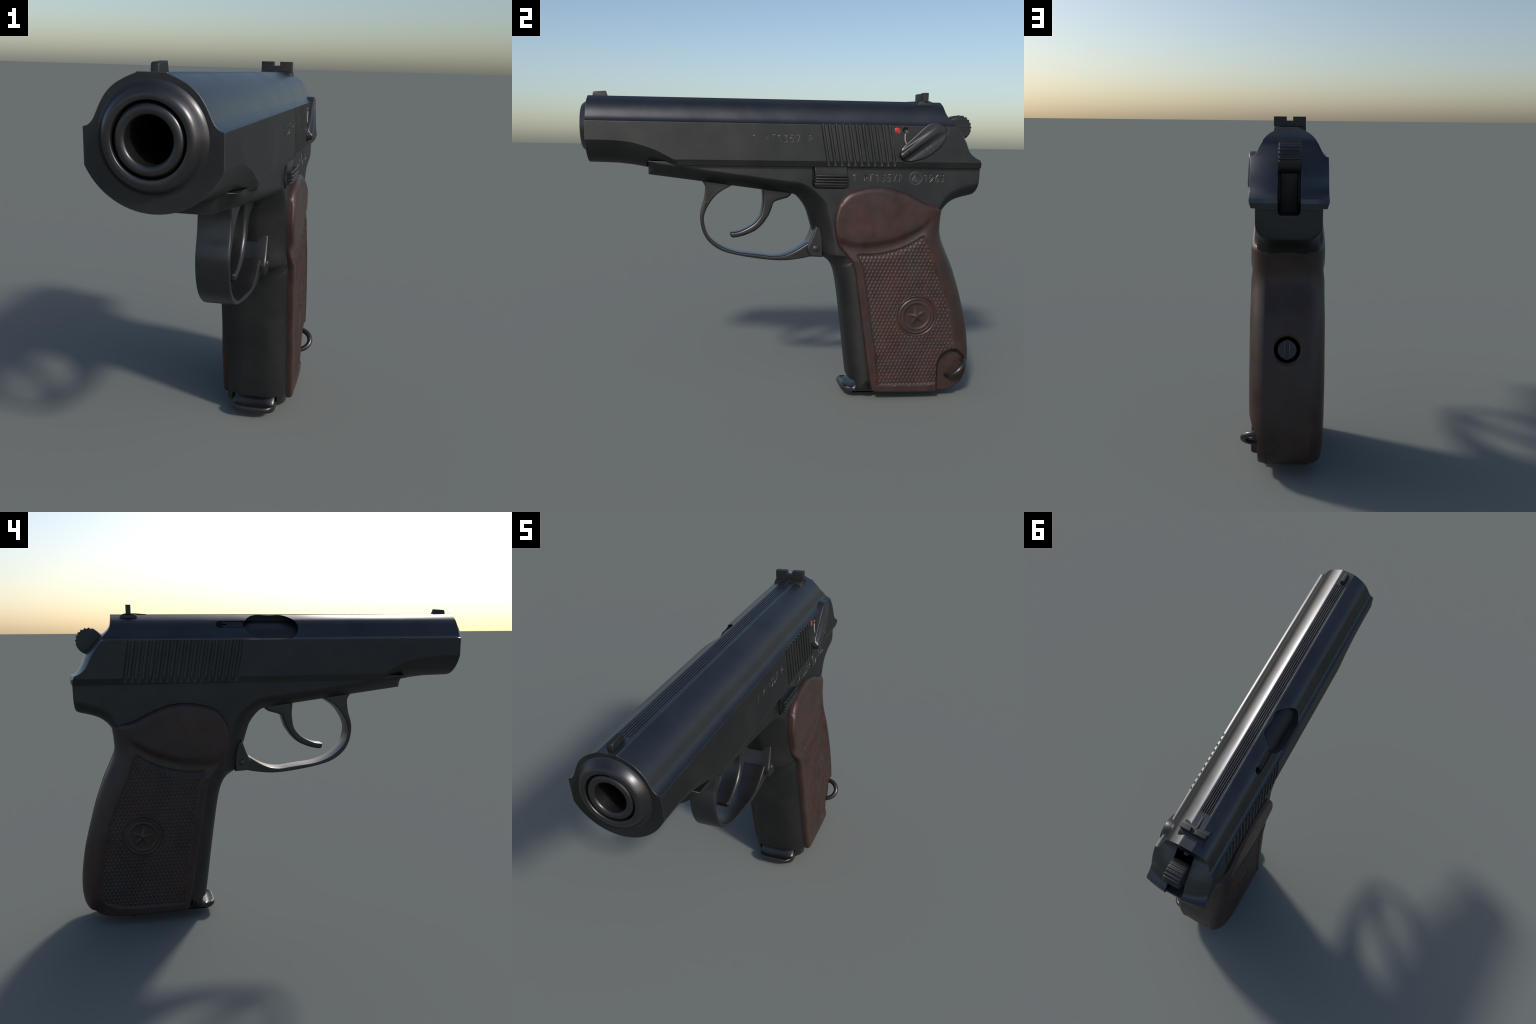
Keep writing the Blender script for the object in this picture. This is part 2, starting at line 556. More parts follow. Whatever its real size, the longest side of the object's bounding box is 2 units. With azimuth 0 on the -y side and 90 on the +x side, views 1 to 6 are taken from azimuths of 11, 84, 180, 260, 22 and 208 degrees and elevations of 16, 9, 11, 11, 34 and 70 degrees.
# muzzle ring and barrel
AX = (0, 0, 1.402)
ring = [(0.0880, -0.86), (0.0880, -0.993), (0.0886, -0.9955), (0.0900, -0.9975), (0.096, -0.9992), (0.102, -0.9988), (0.107, -0.9965), (0.1125, -0.9910),
        (0.118, -0.9830), (0.123, -0.9755), (0.128, -0.9695), (0.1325, -0.967), (0.1342, -0.9658), (0.1342, -0.955), (0.118, -0.955), (0.118, -0.86), (0.0880, -0.86)]
link("muzzle_ring", revolve("muzzle_ring", ring, AX, 128), slide, BRIGHT)
bar = [(0.056, -0.45), (0.056, -0.988), (0.0575, -0.993), (0.061, -0.9965), (0.067, -0.998), (0.073, -0.9978), (0.078, -0.9955), (0.0818, -0.991), (0.0840, -0.984), (0.0845, -0.965), (0.0838, -0.45), (0.056, -0.45)]
barrel = link("barrel", revolve("barrel", bar, AX, 128), ROOT, BRIGHT)
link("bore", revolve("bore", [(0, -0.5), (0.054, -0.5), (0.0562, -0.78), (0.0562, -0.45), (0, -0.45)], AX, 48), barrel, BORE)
link("muzzle_gap", revolve("muzzle_gap", [(0.0825, -0.980), (0.089, -0.980), (0.089, -0.945), (0.0825, -0.945), (0.0825, -0.980)], AX, 64), barrel, BORE)
chamber = [(0, -0.20)] + [(0.123, -0.20), (0.123, 0.165), (0.121, 0.168), (0, 0.168)]
link("chamber", revolve("chamber", chamber, (0.0, 0, 1.397)), barrel)

# extractor in its channel
ext = [(0.160, 1.4835), (0.160, 1.5135), (0.262, 1.5135), (0.262, 1.502), (0.243, 1.5015)] + arc(0.243, 1.4985, 0.004, 0.003, 90, 270, 5) + [(0.262, 1.4955), (0.262, 1.4835)]
m = plate("extractor", ext, -0.5, -0.4, 0.02, 0.002)
dz = np.array([p[1] for p in DOME])[::-1]
dx = np.array([p[0] for p in DOME])[::-1]
for v in m.vertices:     # wrap its face just under the dome
    deep = (v.co.x - XC + 0.5)
    v.co.x = XC - float(np.interp(v.co.z, dz, dx)) + 0.0035 + deep * 0.22
link("extractor", m, slide)

# sights
fs = [(-0.948, 1.545), (-0.946, 1.562)] + arc(-0.936, 1.562, 0.010, 0.0085, 170, 95, 5) + [(-0.884, 1.574), (-0.8745, 1.545)]
link("front_sight", plate("front_sight", fs, -0.0100, 0.0100, 0.002), slide)
rs_base = [(0.664, 1.523), (0.667, 1.534)] + spline([(0.672, 1.543), (0.683, 1.550), (0.695, 1.5535)], 4) + [(0.724, 1.5535)] + \
    spline([(0.726, 1.5535), (0.739, 1.549), (0.749, 1.540)], 4) + [(0.753, 1.532), (0.754, 1.523)]
m = plate("rear_sight", rs_base, -0.0705, 0.0705, 0.003)
rear_sight = link("rear_sight", m, ROOT)
blade = plate("sight_blade", [(0.698, 1.545), (0.698, 1.594), (0.722, 1.594), (0.722, 1.545)], -0.0705, 0.0705, 0.0015)
blade = boolean(blade, box("notch", -0.0138, 0.0138, 0.6, 0.8, 1.5765, 1.7))
link("sight_blade", blade, rear_sight)
link("sight_rib", plate("sight_rib", [(0.615, 1.545), (0.625, 1.5515), (0.69, 1.556), (0.70, 1.545)], -0.005, 0.005, 0.002), rear_sight)

# ============================== frame ==============================
FW = 0.14
under = [(-0.680, 1.173), (-0.413, 1.140), (-0.263, 1.1205), (-0.116, 1.102), (0.0, 1.088)]
strap_up = spline([(0.0, 1.088), (0.036, 1.0825), (0.064, 1.072), (0.091, 1.045), (0.118, 1.002), (0.141, 0.934), (0.163, 0.86), (0.177, 0.812)], 4)
strap_low = spline([(0.182, 0.786), (0.190, 0.769), (0.204, 0.757), (0.221, 0.747), (0.241, 0.732), (0.261, 0.707), (0.276, 0.672), (0.2885, 0.62), (0.302, 0.54), (0.3145, 0.455), (0.329, 0.35), (0.3525, 0.17), (0.364, 0.09), (0.370, 0.034)], 4)
inner = [(0.76, 0.034), (0.76, 0.30), (0.75, 0.5), (0.74, 0.7), (0.715, 0.84), (0.71, 0.9), (0.73, 0.96)]
tang = spline([(0.811, 1.000), (0.836, 1.030), (0.862, 1.050), (0.890, 1.063), (0.925, 1.0735), (0.952, 1.0795), (0.968, 1.084)], 4) + \
    spline([(0.974, 1.087), (0.9805, 1.094), (0.983, 1.105)], 3) + [(0.984, 1.130), (0.984, 1.165)]
prof = [(-0.68, 1.238)] + under[:-1] + strap_up[:-1] + strap_low + inner + tang + [(0.985, 1.236), (0.30, 1.236), (-0.55, 1.236), (-0.60, 1.238)]
wt, wx, ln = [], [], []
for (y, z) in prof:
    # wt: how far the flank's edge stands in from the outline; wx: how far round it starts
    kx, li = 0.60, 0.0
    if z > 1.2 or (y > 0.7 and z < 0.99):
        k = 0.0
    elif y > 0.94:                       # rear corner of the tang: lift only, keep the back face flat
        k = (0.0, float(np.interp(z, [1.08, 1.095, 1.135, 1.17], [0.68, 0.64, 0.42, 0.22])))
    elif y > 0.76:
        k = float(np.interp(y, [0.80, 0.86, 0.94], [0.35, 0.62, 0.68]))
    elif y < 0.0:
        k, kx, li = 0.66, 0.66, 0.55
    elif z < 0.5 and y > 0.372:
        k = 0.0
    else:
        k = float(np.interp(z, [0.0, 0.74, 0.80, 1.0, 1.088], [0.86, 0.92, 0.92, 1.0, 0.66]))
        kx = float(np.interp(z, [0.0, 0.6, 0.80, 1.0, 1.088], [0.76, 0.80, 0.82, 0.88, 0.66]))
        li = float(np.interp(z, [0.70, 0.85, 1.05, 1.088], [0.10, 0.65, 0.70, 0.55]))
    if 0.70 < z < 0.87 and y < 0.3:      # the strap steps under the hinge: slide straight back
        k = (k, float(np.interp(z, [0.70, 0.735, 0.76, 0.775], [0.34, 0.38, 0.16, 0.0])))
    wt.append(k)
    wx.append(kx)
    ln.append(li)
m = plate("frame", prof, -FW, FW, 0.125, 0.095, wt, 14, wx=wx, lin=ln)
m.materials.append(STEEL)
def frame_cuts(m):
    # slot for the hammer, right through the tang
    s = [(-0.048, 1.4), (-0.048, 1.207)] + [(-0.048 + 0.014 * (1 - math.cos(a)), 1.207 - 0.014 * math.sin(a)) for a in np.linspace(0.2, 1.57, 5)]
    s = s + [(-x, z) for x, z in reversed(s)]
    V = [(x, y, z) for y in (0.80, 1.3) for x, z in s]
    n = len(s)
    F = [(k, (k+1) % n, n+(k+1) % n, n+k) for k in range(n)] + [tuple(range(n)), tuple(range(n, 2*n))]
    m = boolean(m, mesh("hammer_slot", V, F))
    # well of the slide catch
    well = [(0.124, 1.3), (0.124, 1.15)] + arc(0.140, 1.132, 0.016, 0.018, 180, 270, 5) + arc(0.284, 1.130, 0.017, 0.018, 270, 360, 5) + [(0.304, 1.3)]
    m = boolean(m, plate("well", well, 0.120, 0.3, 0.0005))
    for text, y0, pitch in (("1 MG1357P", 0.328, 0.0292), ("1963", 0.694, 0.0285)):
        for i, ch in enumerate(text):
            if ch != " ":
                m = boolean(m, join("engraving", letters(ch, y0 + i * pitch, 1.1525, 0.0345, 0, FW + 0.0003, 0.0027)), selfx=True)
    # maker's roundel: circle, triangle, mast
    cy, cz = 0.651, 1.1705
    circ = [(FW, cy + 0.0315 * math.cos(t), cz + 0.0315 * math.sin(t)) for t in np.linspace(0, 2 * math.pi, 29)[:-1]]
    cuts = [tube("c", circ, 0.0028, 6, True)]
    for line in ([(0, 0.026), (-0.020, -0.011)], [(0, 0.026), (0.020, -0.011)], [(-0.018, -0.015), (0.018, -0.015)],
                 [(0, 0.012), (0, -0.012)], [(-0.004, 0.012), (-0.010, -0.009)], [(0.004, 0.012), (0.010, -0.009)]):
        cuts.append(tube("c", [(FW, cy + a, cz + b) for a, b in line], 0.0022, 6))
    for c in cuts:
        c.materials.append(MARK)
    m = boolean(m, join("roundel", cuts), selfx=True)
    # toe of the magazine sits in a notch at the foot of the strap
    m = boolean(m, box("toe_notch", -0.106, 0.106, 0.25, 0.42, -0.1, 0.098))
    return m
frame = link("frame", frame_cuts(m))

# slide catch
catch = [(0.131, 1.228), (0.138, 1.19), (0.134, 1.16)] + arc(0.147, 1.1345, 0.014, 0.016, 175, 270, 5) + arc(0.286, 1.1325, 0.014, 0.016, 270, 360, 5) + [(0.300, 1.228)]
sc = link("slide_catch", plate("slide_catch", catch, 0.11, 0.148, 0.004), ROOT, BRIGHT)
for i, (z, out) in enumerate(((1.178, 0.168), (1.1645, 0.172), (1.151, 0.171), (1.1375, 0.166))):
    P = [(0.139 - 0.002 * i, z - 0.007), (0.139 - 0.002 * i, z + 0.005), (0.298, z + 0.005), (0.298, z - 0.007)]
    link("catch_ridge", plate("catch_ridge", P, 0.13, out, 0.006, 0.0045, both=False), sc, BRIGHT)

# trigger guard
g_out = [(-0.445, 1.152)] + spline([(-0.415, 1.138), (-0.402, 1.115), (-0.402, 1.085), (-0.409, 1.045), (-0.419, 1.012), (-0.426, 0.978), (-0.4265, 0.943), (-0.418, 0.897), (-0.399, 0.855),
                (-0.375, 0.8265), (-0.343, 0.802), (-0.304, 0.783), (-0.229, 0.7635), (-0.131, 0.7475), (-0.048, 0.7385), (0.018, 0.738), (0.084, 0.746), (0.141, 0.757)], 5)
g_in = spline([(0.135, 0.832), (0.122, 0.825), (0.099, 0.810), (0.067, 0.7895), (0.030, 0.772), (-0.003, 0.7625), (-0.049, 0.7585), (-0.098, 0.764), (-0.147, 0.770), (-0.229, 0.7795), (-0.278, 0.793), (-0.327, 0.816), (-0.369, 0.849), (-0.391, 0.878),
                (-0.404, 0.917), (-0.4085, 0.956), (-0.401, 0.988), (-0.382, 1.026), (-0.350, 1.068), (-0.312, 1.097), (-0.267, 1.1215)], 4) + [(-0.24, 1.14)]
gp = g_out + [(0.165, 0.765), (0.18, 0.80), (0.165, 0.84)] + g_in
guard = link("trigger_guard", plate("trigger_guard", gp, -0.0570, 0.0570, 0.007, 0.006), frame, BRIGHT)
lug = [(0.163, 0.918), (0.151, 0.882), (0.140, 0.852)] + spline([(0.131, 0.834), (0.121, 0.815), (0.118, 0.800), (0.123, 0.783), (0.138, 0.760)], 4) + [(0.20, 0.757), (0.20, 0.80), (0.19, 0.90)]
link("guard_hinge", plate("guard_hinge", lug, -0.078, 0.078, 0.007, 0.006), frame, BRIGHT)
pin = [(0, -0.0850), (0.010, -0.0842), (0.0155, -0.0820), (0.0172, -0.077), (0.0172, 0.077), (0.0155, 0.0820), (0.010, 0.0842), (0, 0.0850)]
link("hinge_pin", revolve("hinge_pin", pin, (0, 0.1625, 0.802), 32, "x"), frame, BRIGHT)

# trigger
tr_front = spline([(-0.117, 1.13), (-0.115, 1.10), (-0.111, 1.058), (-0.1125, 1.019), (-0.124, 0.970), (-0.154, 0.930), (-0.193, 0.904), (-0.235, 0.8865), (-0.276, 0.881)], 4)
tr_back = spline([(-0.2755, 0.862), (-0.268, 0.8545), (-0.250, 0.8545), (-0.212, 0.863), (-0.175, 0.877), (-0.147, 0.891), (-0.114, 0.921), (-0.094, 0.948), (-0.079, 0.972), (-0.068, 1.0), (-0.0625, 1.017), (-0.056, 1.034), (-0.034, 1.045), (-0.01, 1.052), (0.015, 1.060), (0.031, 1.074), (0.042, 1.095)], 4)
link("trigger", plate("trigger", [(y + 0.003, z) for y, z in tr_front + tr_back + [(0.055, 1.13)]], -0.043, 0.043, 0.013, 0.010, steps=5), frame, BRIGHT)

# hammer: round knurled spur on a narrower shank
hc, hr = (0.903, 1.4235), 0.0635
head = []
for k in range(120):
    a = 2 * math.pi * k / 120
    d = math.degrees(a)
    r = hr
    if d < 118 or d > 352:
        r += 0.0022 * (1 if (k % 6) < 3 else -1) - 0.0015
    head.append((hc[0] + r * math.cos(a), hc[1] + r * math.sin(a)))
hammer = link("hammer", plate("hammer", head, -0.0455, 0.0455, 0.006, 0.004), ROOT)
shank = [(0.85, 1.45), (0.80, 1.36), (0.78, 1.15), (0.872, 1.15), (0.882, 1.28), (0.905, 1.365)]
link("hammer_shank", plate("hammer_shank", shank, -0.037, 0.037, 0.003), hammer)
link("firing_pin", revolve("firing_pin", [(0, 0.77), (0.016, 0.77), (0.016, 0.808), (0.012, 0.814), (0, 0.816)], (0, 0, 1.462), 24), slide, BRIGHT)

# safety lever: a leaf with a thumb ridge, domed rings round its centre
def safety_lever():
    out = loop([(0.640, 1.388), (0.676, 1.422), (0.700, 1.439), (0.724, 1.4445), (0.753, 1.439), (0.779, 1.419), (0.790, 1.392), (0.782, 1.356), (0.747, 1.313), (0.692, 1.2755), (0.640, 1.2565), (0.600, 1.2505),
                (0.572, 1.2585), (0.556, 1.278), (0.556, 1.300), (0.567, 1.319), (0.600, 1.351)], 6)
    c = np.array([0.678, 1.345])
    O = np.array(out)
    ax0, ax1 = np.array([0.560, 1.297]), np.array([0.745, 1.428])
    ad = (ax1 - ax0) / np.linalg.norm(ax1 - ax0)
    an = np.array([-ad[1], ad[0]])
    def h(p):
        t = 1 - np.dot(p - ax0, ad) / np.linalg.norm(ax1 - ax0)     # 1 at the thumb end
        s = np.dot(p - ax0, an)
        t = min(max(t, 0), 1)
        ridge = math.exp(-((s + 0.016) / 0.017) ** 4) * t ** 0.9
        scoop = math.exp(-((s + 0.052) / 0.012) ** 2) * (0.3 + 0.7 * t)
        return HW + 0.0095 + 0.017 * ridge - 0.004 * scoop
    V, F = [], []
    rings = [0.0] + list(np.linspace(0.04, 0.93, 26)) + [0.955, 0.975, 0.99, 1.0]
    n = len(out)
    V.append((h(c), *c))
    for f in rings[1:]:
        for p in O:
            q = c + (p - c) * f
            drop = 0.004 * (1 - math.sqrt(max(0, 1 - ((f - 0.93) / 0.07) ** 2))) if f > 0.93 else 0
            V.append((h(q) - drop, *q))
    for p in O:
        V.append((HW - 0.03, *p))
    for i in range(n):
        F.append((0, 1 + i, 1 + (i + 1) % n))
    for r in range(len(rings) - 1):
        a, b = 1 + r * n, 1 + (r + 1) * n
        for i in range(n):
            F.append((a + i, b + i, b + (i + 1) % n, a + (i + 1) % n))
    last = 1 + (len(rings) - 1) * n
    F.append(tuple(last + i for i in range(n)))
    return mesh("safety_lever", V, F)
lever = link("safety_lever", safety_lever(), ROOT, BRIGHT, 40)
link("lever_number", join("lever_number", letters("571", 0.699, 1.289, 0.026, 0.0225, HW + 0.0090, 0.0018, 0.62)), lever, MARK)
link("lever_dimple", revolve("lever_dimple", [(0, 0.001), (0.005, 0.001), (0.006, -0.003), (0, -0.003)], (HW + 0.0235, 0.5935, 1.300), 20, "x"), lever, BORE)

# ============================== magazine foot ======================
toe = spline([(0.318, 0.050), (0.3195, 0.057), (0.325, 0.062), (0.333, 0.0605), (0.344, 0.056), (0.356, 0.056), (0.370, 0.063), (0.384, 0.077), (0.393, 0.089)], 4) + \
    [(0.404, 0.097), (0.78, 0.060), (0.78, 0.030)] + spline([(0.40, 0.030), (0.345, 0.030), (0.329, 0.0325), (0.3205, 0.040)], 4)
toe_half = 0.0985
xs = [toe_half * t for t in (-1, -0.985, -0.95, -0.9, -0.83, -0.74, -0.62, -0.45, -0.2, 0, 0.2, 0.45, 0.62, 0.74, 0.83, 0.9, 0.95, 0.985, 1)]
V, F = [], []
for x in xs:
    t = abs(x) / toe_half
    back = 0.050 * (1 - math.sqrt(max(0.0, 1 - max(0, (t - 0.55) / 0.45) ** 2))) + 0.006 * t * t     # lip rounded in plan
    thin = 0.004 * max(0, (t - 0.9) / 0.1) ** 2
    for y, z in toe:
        k = min(1, max(0, (0.41 - y) / 0.10))
        V.append((x, y + back * k, z - (thin if z > 0.035 else -thin)))
n = len(toe)
for i in range(len(xs) - 1):
    for k in range(n):
        F.append((i*n+k, i*n+(k+1) % n, (i+1)*n+(k+1) % n, (i+1)*n+k))
F += cap(toe, 0) + cap(toe, (len(xs)-1)*n)
mag = link("magazine_floorplate", mesh("magazine_floorplate", V, F), ROOT, BRIGHT, 40)

# ============================== grip ===============================
def resample(P, n):
    P = np.array(P, float)
    d = np.r_[0, np.cumsum(np.linalg.norm(np.diff(P, axis=0), axis=1))]
    t = np.linspace(0, d[-1], n)
    return np.stack([np.interp(t, d, P[:, 0]), np.interp(t, d, P[:, 1])], 1)

def seg_dist(Y, Z, P):
    """distance of points to an open polyline"""
    P = np.array(P)
    D = np.full(Y.shape, 9.0)
    for a, b in zip(P[:-1], P[1:]):
        e = b - a
        t = np.clip(((Y - a[0]) * e[0] + (Z - a[1]) * e[1]) / (e @ e + 1e-12), 0, 1)
        D = np.minimum(D, np.hypot(Y - a[0] - t * e[0], Z - a[1] - t * e[1]))
    return D

def inside(Y, Z, P):
    P = np.array(P)
    r = np.zeros(Y.shape, bool)
    for a, b in zip(P, np.roll(P, -1, 0)):
        c = (a[1] > Z) != (b[1] > Z)
        x = (b[0] - a[0]) * (Z - a[1]) / (b[1] - a[1] + 1e-12) + a[0]
        r ^= c & (Y < x)
    return r

def sstep(x, a, b):
    t = np.clip((x - a) / (b - a), 0, 1)
    return t * t * (3 - 2 * t)

NR, NC, NB = 430, 190, 72
gA, gC, gD = (0.268, 1.050), (0.940, 0.058), (0.476, 0.053)
top = spline([gA, (0.286, 1.072), (0.312, 1.092), (0.350, 1.107), (0.40, 1.1185), (0.45, 1.1235), (0.49, 1.123), (0.525, 1.1175), (0.60, 1.094), (0.66, 1.066),
              (0.70, 1.046), (0.735, 1.0345), (0.78, 1.0275), (0.818, 1.0215)], 8)
frontc = spline([gA, (0.258, 1.025), (0.2485, 0.992), (0.2425, 0.951), (0.2445, 0.906), (0.252, 0.868), (0.262, 0.836), (0.281, 0.809), (0.317, 0.770), (0.343, 0.731), (0.358, 0.681), (0.367, 0.62),
                 (0.378, 0.552), (0.3945, 0.45), (0.412, 0.343), (0.443, 0.161), (0.459, 0.082), (0.465, 0.062), gD], 6)
backc = spline([(0.818, 1.0215), (0.812, 0.985), (0.808, 0.945), (0.8075, 0.90), (0.815, 0.862), (0.830, 0.825), (0.8505, 0.78), (0.872, 0.735), (0.908, 0.64), (0.928, 0.58), (0.9455, 0.52), (0.974, 0.415),
                (0.995, 0.283), (1.0, 0.20), (0.9965, 0.15), (0.988, 0.112), (0.972, 0.080), (0.957, 0.065), gC], 6)
botc = spline([gD, (0.60, 0.050), (0.75, 0.048), (0.86, 0.050), gC], 8)
T, B = resample(top, NC), resample(botc, NC)
Fr, Bk = resample(frontc, NR), resample(backc, NR) - np.array([0.004, 0]) * np.linspace(0, 1, NR)[:, None] ** 0.3
# finer columns toward the back edge are not needed: a plain Coons patch
u = np.linspace(0, 1, NC)[None, :, None]
v = np.linspace(0, 1, NR)[:, None, None]
S = (1 - v) * T[None] + v * B[None] + (1 - u) * Fr[:, None] + u * Bk[:, None] \
    - ((1 - u) * (1 - v) * T[0] + u * (1 - v) * T[-1] + (1 - u) * v * B[0] + u * v * B[-1])
Y, Z = S[..., 0], S[..., 1]

d_top, d_front, d_bot, d_back = (seg_dist(Y, Z, resample(c, 160)) for c in (top, frontc, botc, backc))
check = spline([(0.358, 0.782), (0.372, 0.786), (0.441, 0.786), (0.508, 0.7955), (0.596, 0.822), (0.662, 0.855), (0.694, 0.877), (0.704, 0.878), (0.709, 0.870)], 4) + \
    spline([(0.713, 0.860), (0.757, 0.747), (0.795, 0.657), (0.835, 0.561), (0.868, 0.430), (0.889, 0.330), (0.900, 0.235), (0.898, 0.155), (0.886, 0.122), (0.836, 0.100), (0.762, 0.087)], 4) + \
    [(0.497, 0.088)] + spline([(0.489, 0.094), (0.472, 0.25), (0.448, 0.384), (0.425, 0.521), (0.402, 0.651), (0.391, 0.713), (0.372, 0.752)], 4)
in_check = inside(Y, Z, check)
d_check = seg_dist(Y, Z, check + check[:1])
base = np.interp(Z, [0.0, 0.05, 0.15, 0.3, 0.48, 0.7, 0.9, 1.05, 1.12], [0.166, 0.166, 0.1675, 0.1685, 0.1705, 0.171, 0.1685, 0.1655, 0.162])
base = base - 0.005 * (1 - sstep(d_front, 0.0, 0.30)) * sstep(0.85 - Z, 0.0, 0.15) * sstep(Z, 0.25, 0.45)
base = base - 0.006 * (1 - sstep(d_back, 0.0, 0.25)) * (1 - sstep(Z, 0.05, 0.30))
shelf = spline([(0.20, 0.885), (0.278, 0.862), (0.327, 0.846), (0.416, 0.843), (0.526, 0.861), (0.614, 0.892), (0.684, 0.930), (0.74, 0.975), (0.80, 1.04)], 6)
shelf = np.array(shelf)
zs = np.interp(Y, shelf[:, 0], shelf[:, 1])
fade = 1 - sstep(Y, 0.66, 0.76)
drop = 0.013 * sstep(zs - Z, -0.008, 0.030) * (1 - sstep(zs - Z, 0.035, 0.10))
Hh = base + fade * (0.003 * sstep(Z - zs, -0.02, 0.03) - drop)
# checkering: a lattice of small pyramids between two families of V grooves
P_Y, P_Z = 0.0195, 0.0364
def tri(w):
    f = np.abs((w % 1.0) - 0.5) * 2        # 1 at the groove, 0 on the crest
    return f
lean = Y + 0.10 * Z
wa, wb = lean / P_Y + Z / P_Z, lean / P_Y - Z / P_Z
g = np.maximum(np.clip((tri(wa) - 0.25) / 0.75, 0, 1), np.clip((tri(wb) - 0.25) / 0.75, 0, 1))
pyr = -0.0044 * g
ck = np.where(in_check, 1.0, 0.0)
edge = sstep(d_check, 0.0, 0.006)
Hc = (-0.0050 + pyr * sstep(d_check, 0.004, 0.010)) * edge - 0.004 * np.exp(-(d_check / 0.0028) ** 2)
Hh = Hh + ck * Hc
# round medallion with a five-pointed star
my, mz = 0.684, 0.460
R = np.hypot(Y - my, Z - mz)
rp = np.array([[0, -0.002], [0.063, -0.002], [0.066, 0.0015], [0.072, 0.0028], [0.083, 0.0], [0.0865, 0.0035], [0.0915, 0.0038], [0.095, -0.003], [0.1005, -0.003], [0.103, 0.003], [0.107, 0.003], [0.1105, -0.004]])
Hm = np.interp(R, rp[:, 0], rp[:, 1] * 0.85)
ang = np.arctan2(Y - my, Z - mz) + math.radians(9)
star_R, star_r = 0.059, 0.0225
a = np.abs(((ang + math.pi / 5) % (2 * math.pi / 5)) - math.pi / 5)
# edge from the tip (star_R, 0) to the notch (star_r at 36 degrees)
px, py = R * np.cos(a), R * np.sin(a)
qx, qy = star_r * math.cos(math.pi / 5), star_r * math.sin(math.pi / 5)
ex, ey = qx - star_R, qy
sd = ((star_R - px) * ey + py * ex) / math.hypot(ex, ey)    # >0 inside
s_max = star_R * ey / math.hypot(ex, ey)
Hm = Hm + np.where(R < 0.062, 0.009 * np.clip(sd / s_max, 0, 1), 0)
in_med = R < 0.1105
mbase = base - 0.0085
Hh = np.where(in_med, mbase + Hm, Hh)
# rims
def fillet(d, r):
    q = np.clip(1 - d / r, 0, 1)
    return r * (1 - np.sqrt(1 - q * q))
Hh = Hh - fillet(d_top, 0.028) * 0.75 - fillet(d_front, 0.014) - fillet(d_bot, 0.010)
RX, RY = 0.092, 0.115
q = np.clip(1 - d_back / RY, 0, 1)
back_roll = RX * (1 - np.sqrt(1 - q ** 2.1))
Hback = Hh - back_roll
floor_x = 0.06
H_right = np.maximum(Hback, floor_x)
# bed of the lanyard loop, lever side only
rec = spline([(0.80, 0.03), (0.797, 0.12), (0.797, 0.19), (0.803, 0.222), (0.815, 0.246), (0.834, 0.267), (0.855, 0.281), (0.880, 0.289), (0.905, 0.289), (0.93, 0.279), (0.955, 0.261), (0.985, 0.235), (1.05, 0.19)], 5)
poly = rec + [(1.05, -0.1), (0.80, -0.1)]
d_rec = seg_dist(Y, Z, rec)
in_rec = inside(Y, Z, poly)
bed_x = 0.1275
lim = np.where(in_rec, 0.172 - (0.172 - bed_x) * sstep(d_rec, 0.0, 0.030), 0.3)
H_left = np.maximum(np.minimum(np.minimum(Hh, lim) - 0.0, np.maximum(Hback, floor_x)), floor_x)

# assemble one skin: left flank, back, right flank, with rims turned in
cols_L = np.stack([H_left, Y, Z], -1)
cols_R = np.stack([-H_right, Y, Z], -1)[:, ::-1]
k = np.linspace(0, 1, NB + 2)[1:-1]
xl, xr = cols_L[:, -1, 0], cols_R[:, 0, 0]
XB = xl[:, None] + (xr - xl)[:, None] * k[None]
yb, zb = Bk[:, 0][:, None], Bk[:, 1][:, None]
bulge = np.sin(math.pi * k)[None] ** 2
YB = yb + 0.003 * bulge - 0.003 + 0 * XB
ZBk = zb - 0.014 * np.sqrt(np.clip(np.sin(math.pi * k)[None], 0, 1)) * np.exp(-np.linspace(0, 1, NR)[:, None] / 0.03)
sz = 0.592          # hole of the grip screw
YB = YB - 0.045 * (1 - sstep(np.hypot(XB, (ZBk - sz) * 1.02), 0.059, 0.066))
back = np.stack([YB, ZBk], -1)
cols_B = np.stack([XB, YB, ZBk], -1)
skin = np.concatenate([cols_L, cols_B, cols_R], 1)
# rims: first column/last column fold inwards, as do the top and bottom rows
def fold(A, dx, dy, dz):
    Bq = A.copy()
    Bq[..., 0] *= dx
    Bq[..., 1] += dy
    Bq[..., 2] += dz
    return Bq
lipL, lipR = skin[:, :1].copy(), skin[:, -1:].copy()
lipL[..., 0], lipR[..., 0] = 0.115, -0.115
lipL[..., 1] += 0.002
lipR[..., 1] += 0.002
skin = np.concatenate([lipL, skin, lipR], 1)
t_row = skin[:1].copy()
t_row[..., 0] = np.clip(t_row[..., 0], -0.115, 0.115)
t_row[..., 1] = np.minimum(t_row[..., 1], 0.76)
t_row[..., 2] -= 0.002
b_row = skin[-1:].copy()
b_row[..., 0] *= 0.5
b_row[..., 1] = np.clip(b_row[..., 1], 0.5, 0.85)
b_row[..., 2] += 0.004
skin = np.concatenate([t_row, skin, b_row], 0)
nr, nc = skin.shape[:2]
skin[..., 0] += XC
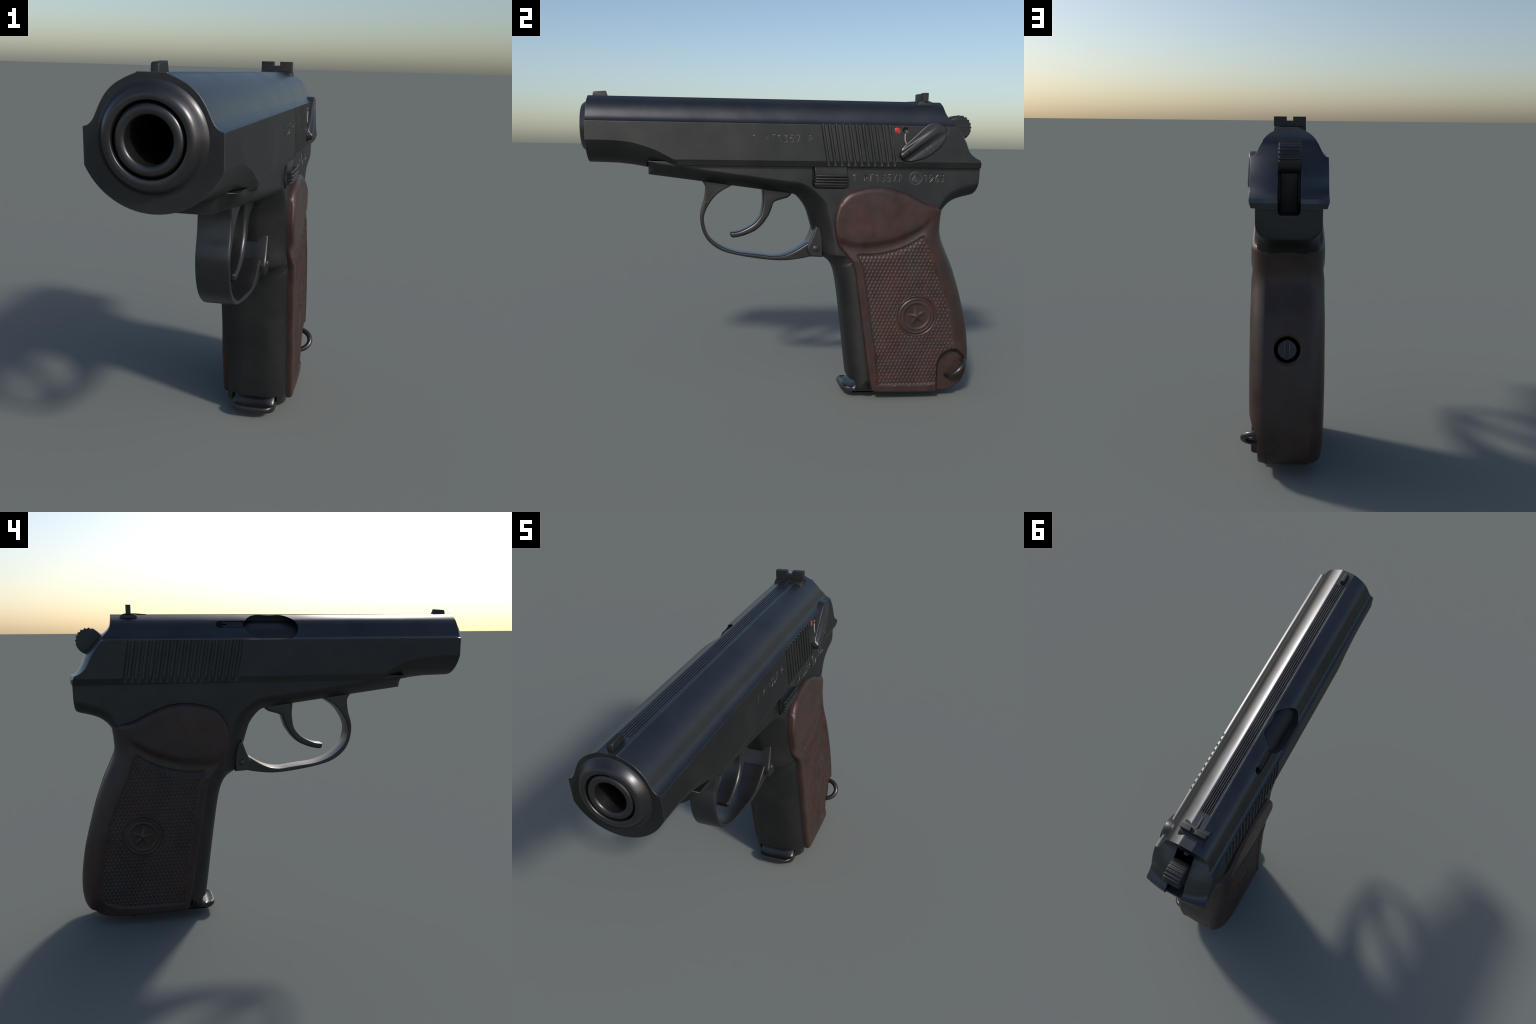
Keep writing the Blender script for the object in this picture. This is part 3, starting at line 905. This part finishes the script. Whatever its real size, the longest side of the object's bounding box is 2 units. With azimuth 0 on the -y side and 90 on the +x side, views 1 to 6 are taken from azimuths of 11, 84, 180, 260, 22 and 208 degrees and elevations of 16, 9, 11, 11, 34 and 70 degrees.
# faces, regions
idx = np.arange(nr * nc).reshape(nr, nc)
quads = np.stack([idx[:-1, :-1], idx[1:, :-1], idx[1:, 1:], idx[:-1, 1:]], -1)
reg = np.zeros((nr, nc), int)
side = np.where(in_med, 2, np.where(in_check & (d_check > 0.001), 1, 0))
sideL = np.where(in_rec, 0, side)
reg[1:-1, 1:1 + NC] = sideL
reg[1:-1, 1 + NC + NB:1 + NC + NB + NC] = np.where(side[:, ::-1] > 0, side[:, ::-1] + 2, 0)
freg = np.min(np.stack([reg[:-1, :-1], reg[1:, :-1], reg[1:, 1:], reg[:-1, 1:]], -1), -1)
Vall = skin.reshape(-1, 3)
Q = quads.reshape(-1, 4)
freg = freg.reshape(-1)
# vertex normals of the whole skin, shared by its pieces
fn = np.cross(Vall[Q[:, 2]] - Vall[Q[:, 0]], Vall[Q[:, 3]] - Vall[Q[:, 1]])
vn = np.zeros_like(Vall)
for c in range(4):
    np.add.at(vn, Q[:, c], fn)
cen = np.array([XC, 0.65, 0.55])
if np.mean(np.sum(fn * (Vall[Q[:, 0]] - cen), 1)) < 0:
    Q = Q[:, ::-1]
    vn = -vn
vn /= np.linalg.norm(vn, axis=1)[:, None] + 1e-12
def piece(name, sel, parent, mat):
    f = Q[sel]
    used, inv = np.unique(f, return_inverse=True)
    inv = inv.reshape(f.shape)
    me = bpy.data.meshes.new(name)
    me.from_pydata(Vall[used].tolist(), [], inv.tolist())
    ob = link(name, me, parent, mat, 0)
    me.shade_smooth()
    me.normals_split_custom_set_from_vertices([tuple(n) for n in vn[used]])
    return ob
grip = piece("grip", freg == 0, ROOT, BAKE)
for r in (1, 3):
    piece("checkered_panel", freg == r, grip, BAKE_CHECK)
for r in (2, 4):
    piece("star_medallion", freg == r, grip, BAKE)

# grip screw in its bushing at the back
slope = math.atan2(0.9455 - 0.908, 0.64 - 0.52)
by = float(np.interp(-sz, -Bk[:, 1], Bk[:, 0]))
def at_back(me):
    me.transform(Matrix.Translation((XC, by - 0.003, sz)) @ Matrix.Rotation(slope, 4, "X") @ Matrix.Translation((-XC, 0, 0)))
    return me
bush = [(0.0575, -0.05), (0.0575, -0.006), (0.0590, -0.003), (0.0630, 0.0002), (0.068, 0.0012), (0.071, -0.004), (0.071, -0.05), (0.0575, -0.05)]
link("screw_bushing", at_back(revolve("screw_bushing", bush, (0, 0, 0), 64)), grip, BAKE)
link("screw_well", at_back(revolve("screw_well", [(0, -0.030), (0.059, -0.030), (0.059, -0.045), (0, -0.045)], (0, 0, 0), 48)), grip, BORE)
head = revolve("grip_screw", [(0, -0.04), (0.0435, -0.04), (0.0435, -0.012), (0.040, -0.007), (0, -0.005)], (0, 0, 0), 40)
head = boolean(head, box("slot", -0.0100, 0.0100, -0.016, 0.05, -0.06, 0.06))
link("grip_screw", at_back(head), grip, STEEL)

# lanyard loop
p0, p1 = Vector((bed_x - 0.02, 0.873, 0.132)), Vector((bed_x - 0.02, 0.956, 0.214))
mid = (p0 + p1) / 2
half = (p1 - p0) / 2
pts = [p0]
for i in range(25):
    a = math.pi * i / 24
    pts.append(mid - half * math.cos(a) * 1.0 + Vector((0.020 + 0.066 * math.sin(a) , 0, 0)))
pts.append(p1)
link("lanyard_loop", tube("lanyard_loop", pts, 0.0135, 16), grip, BRIGHT)
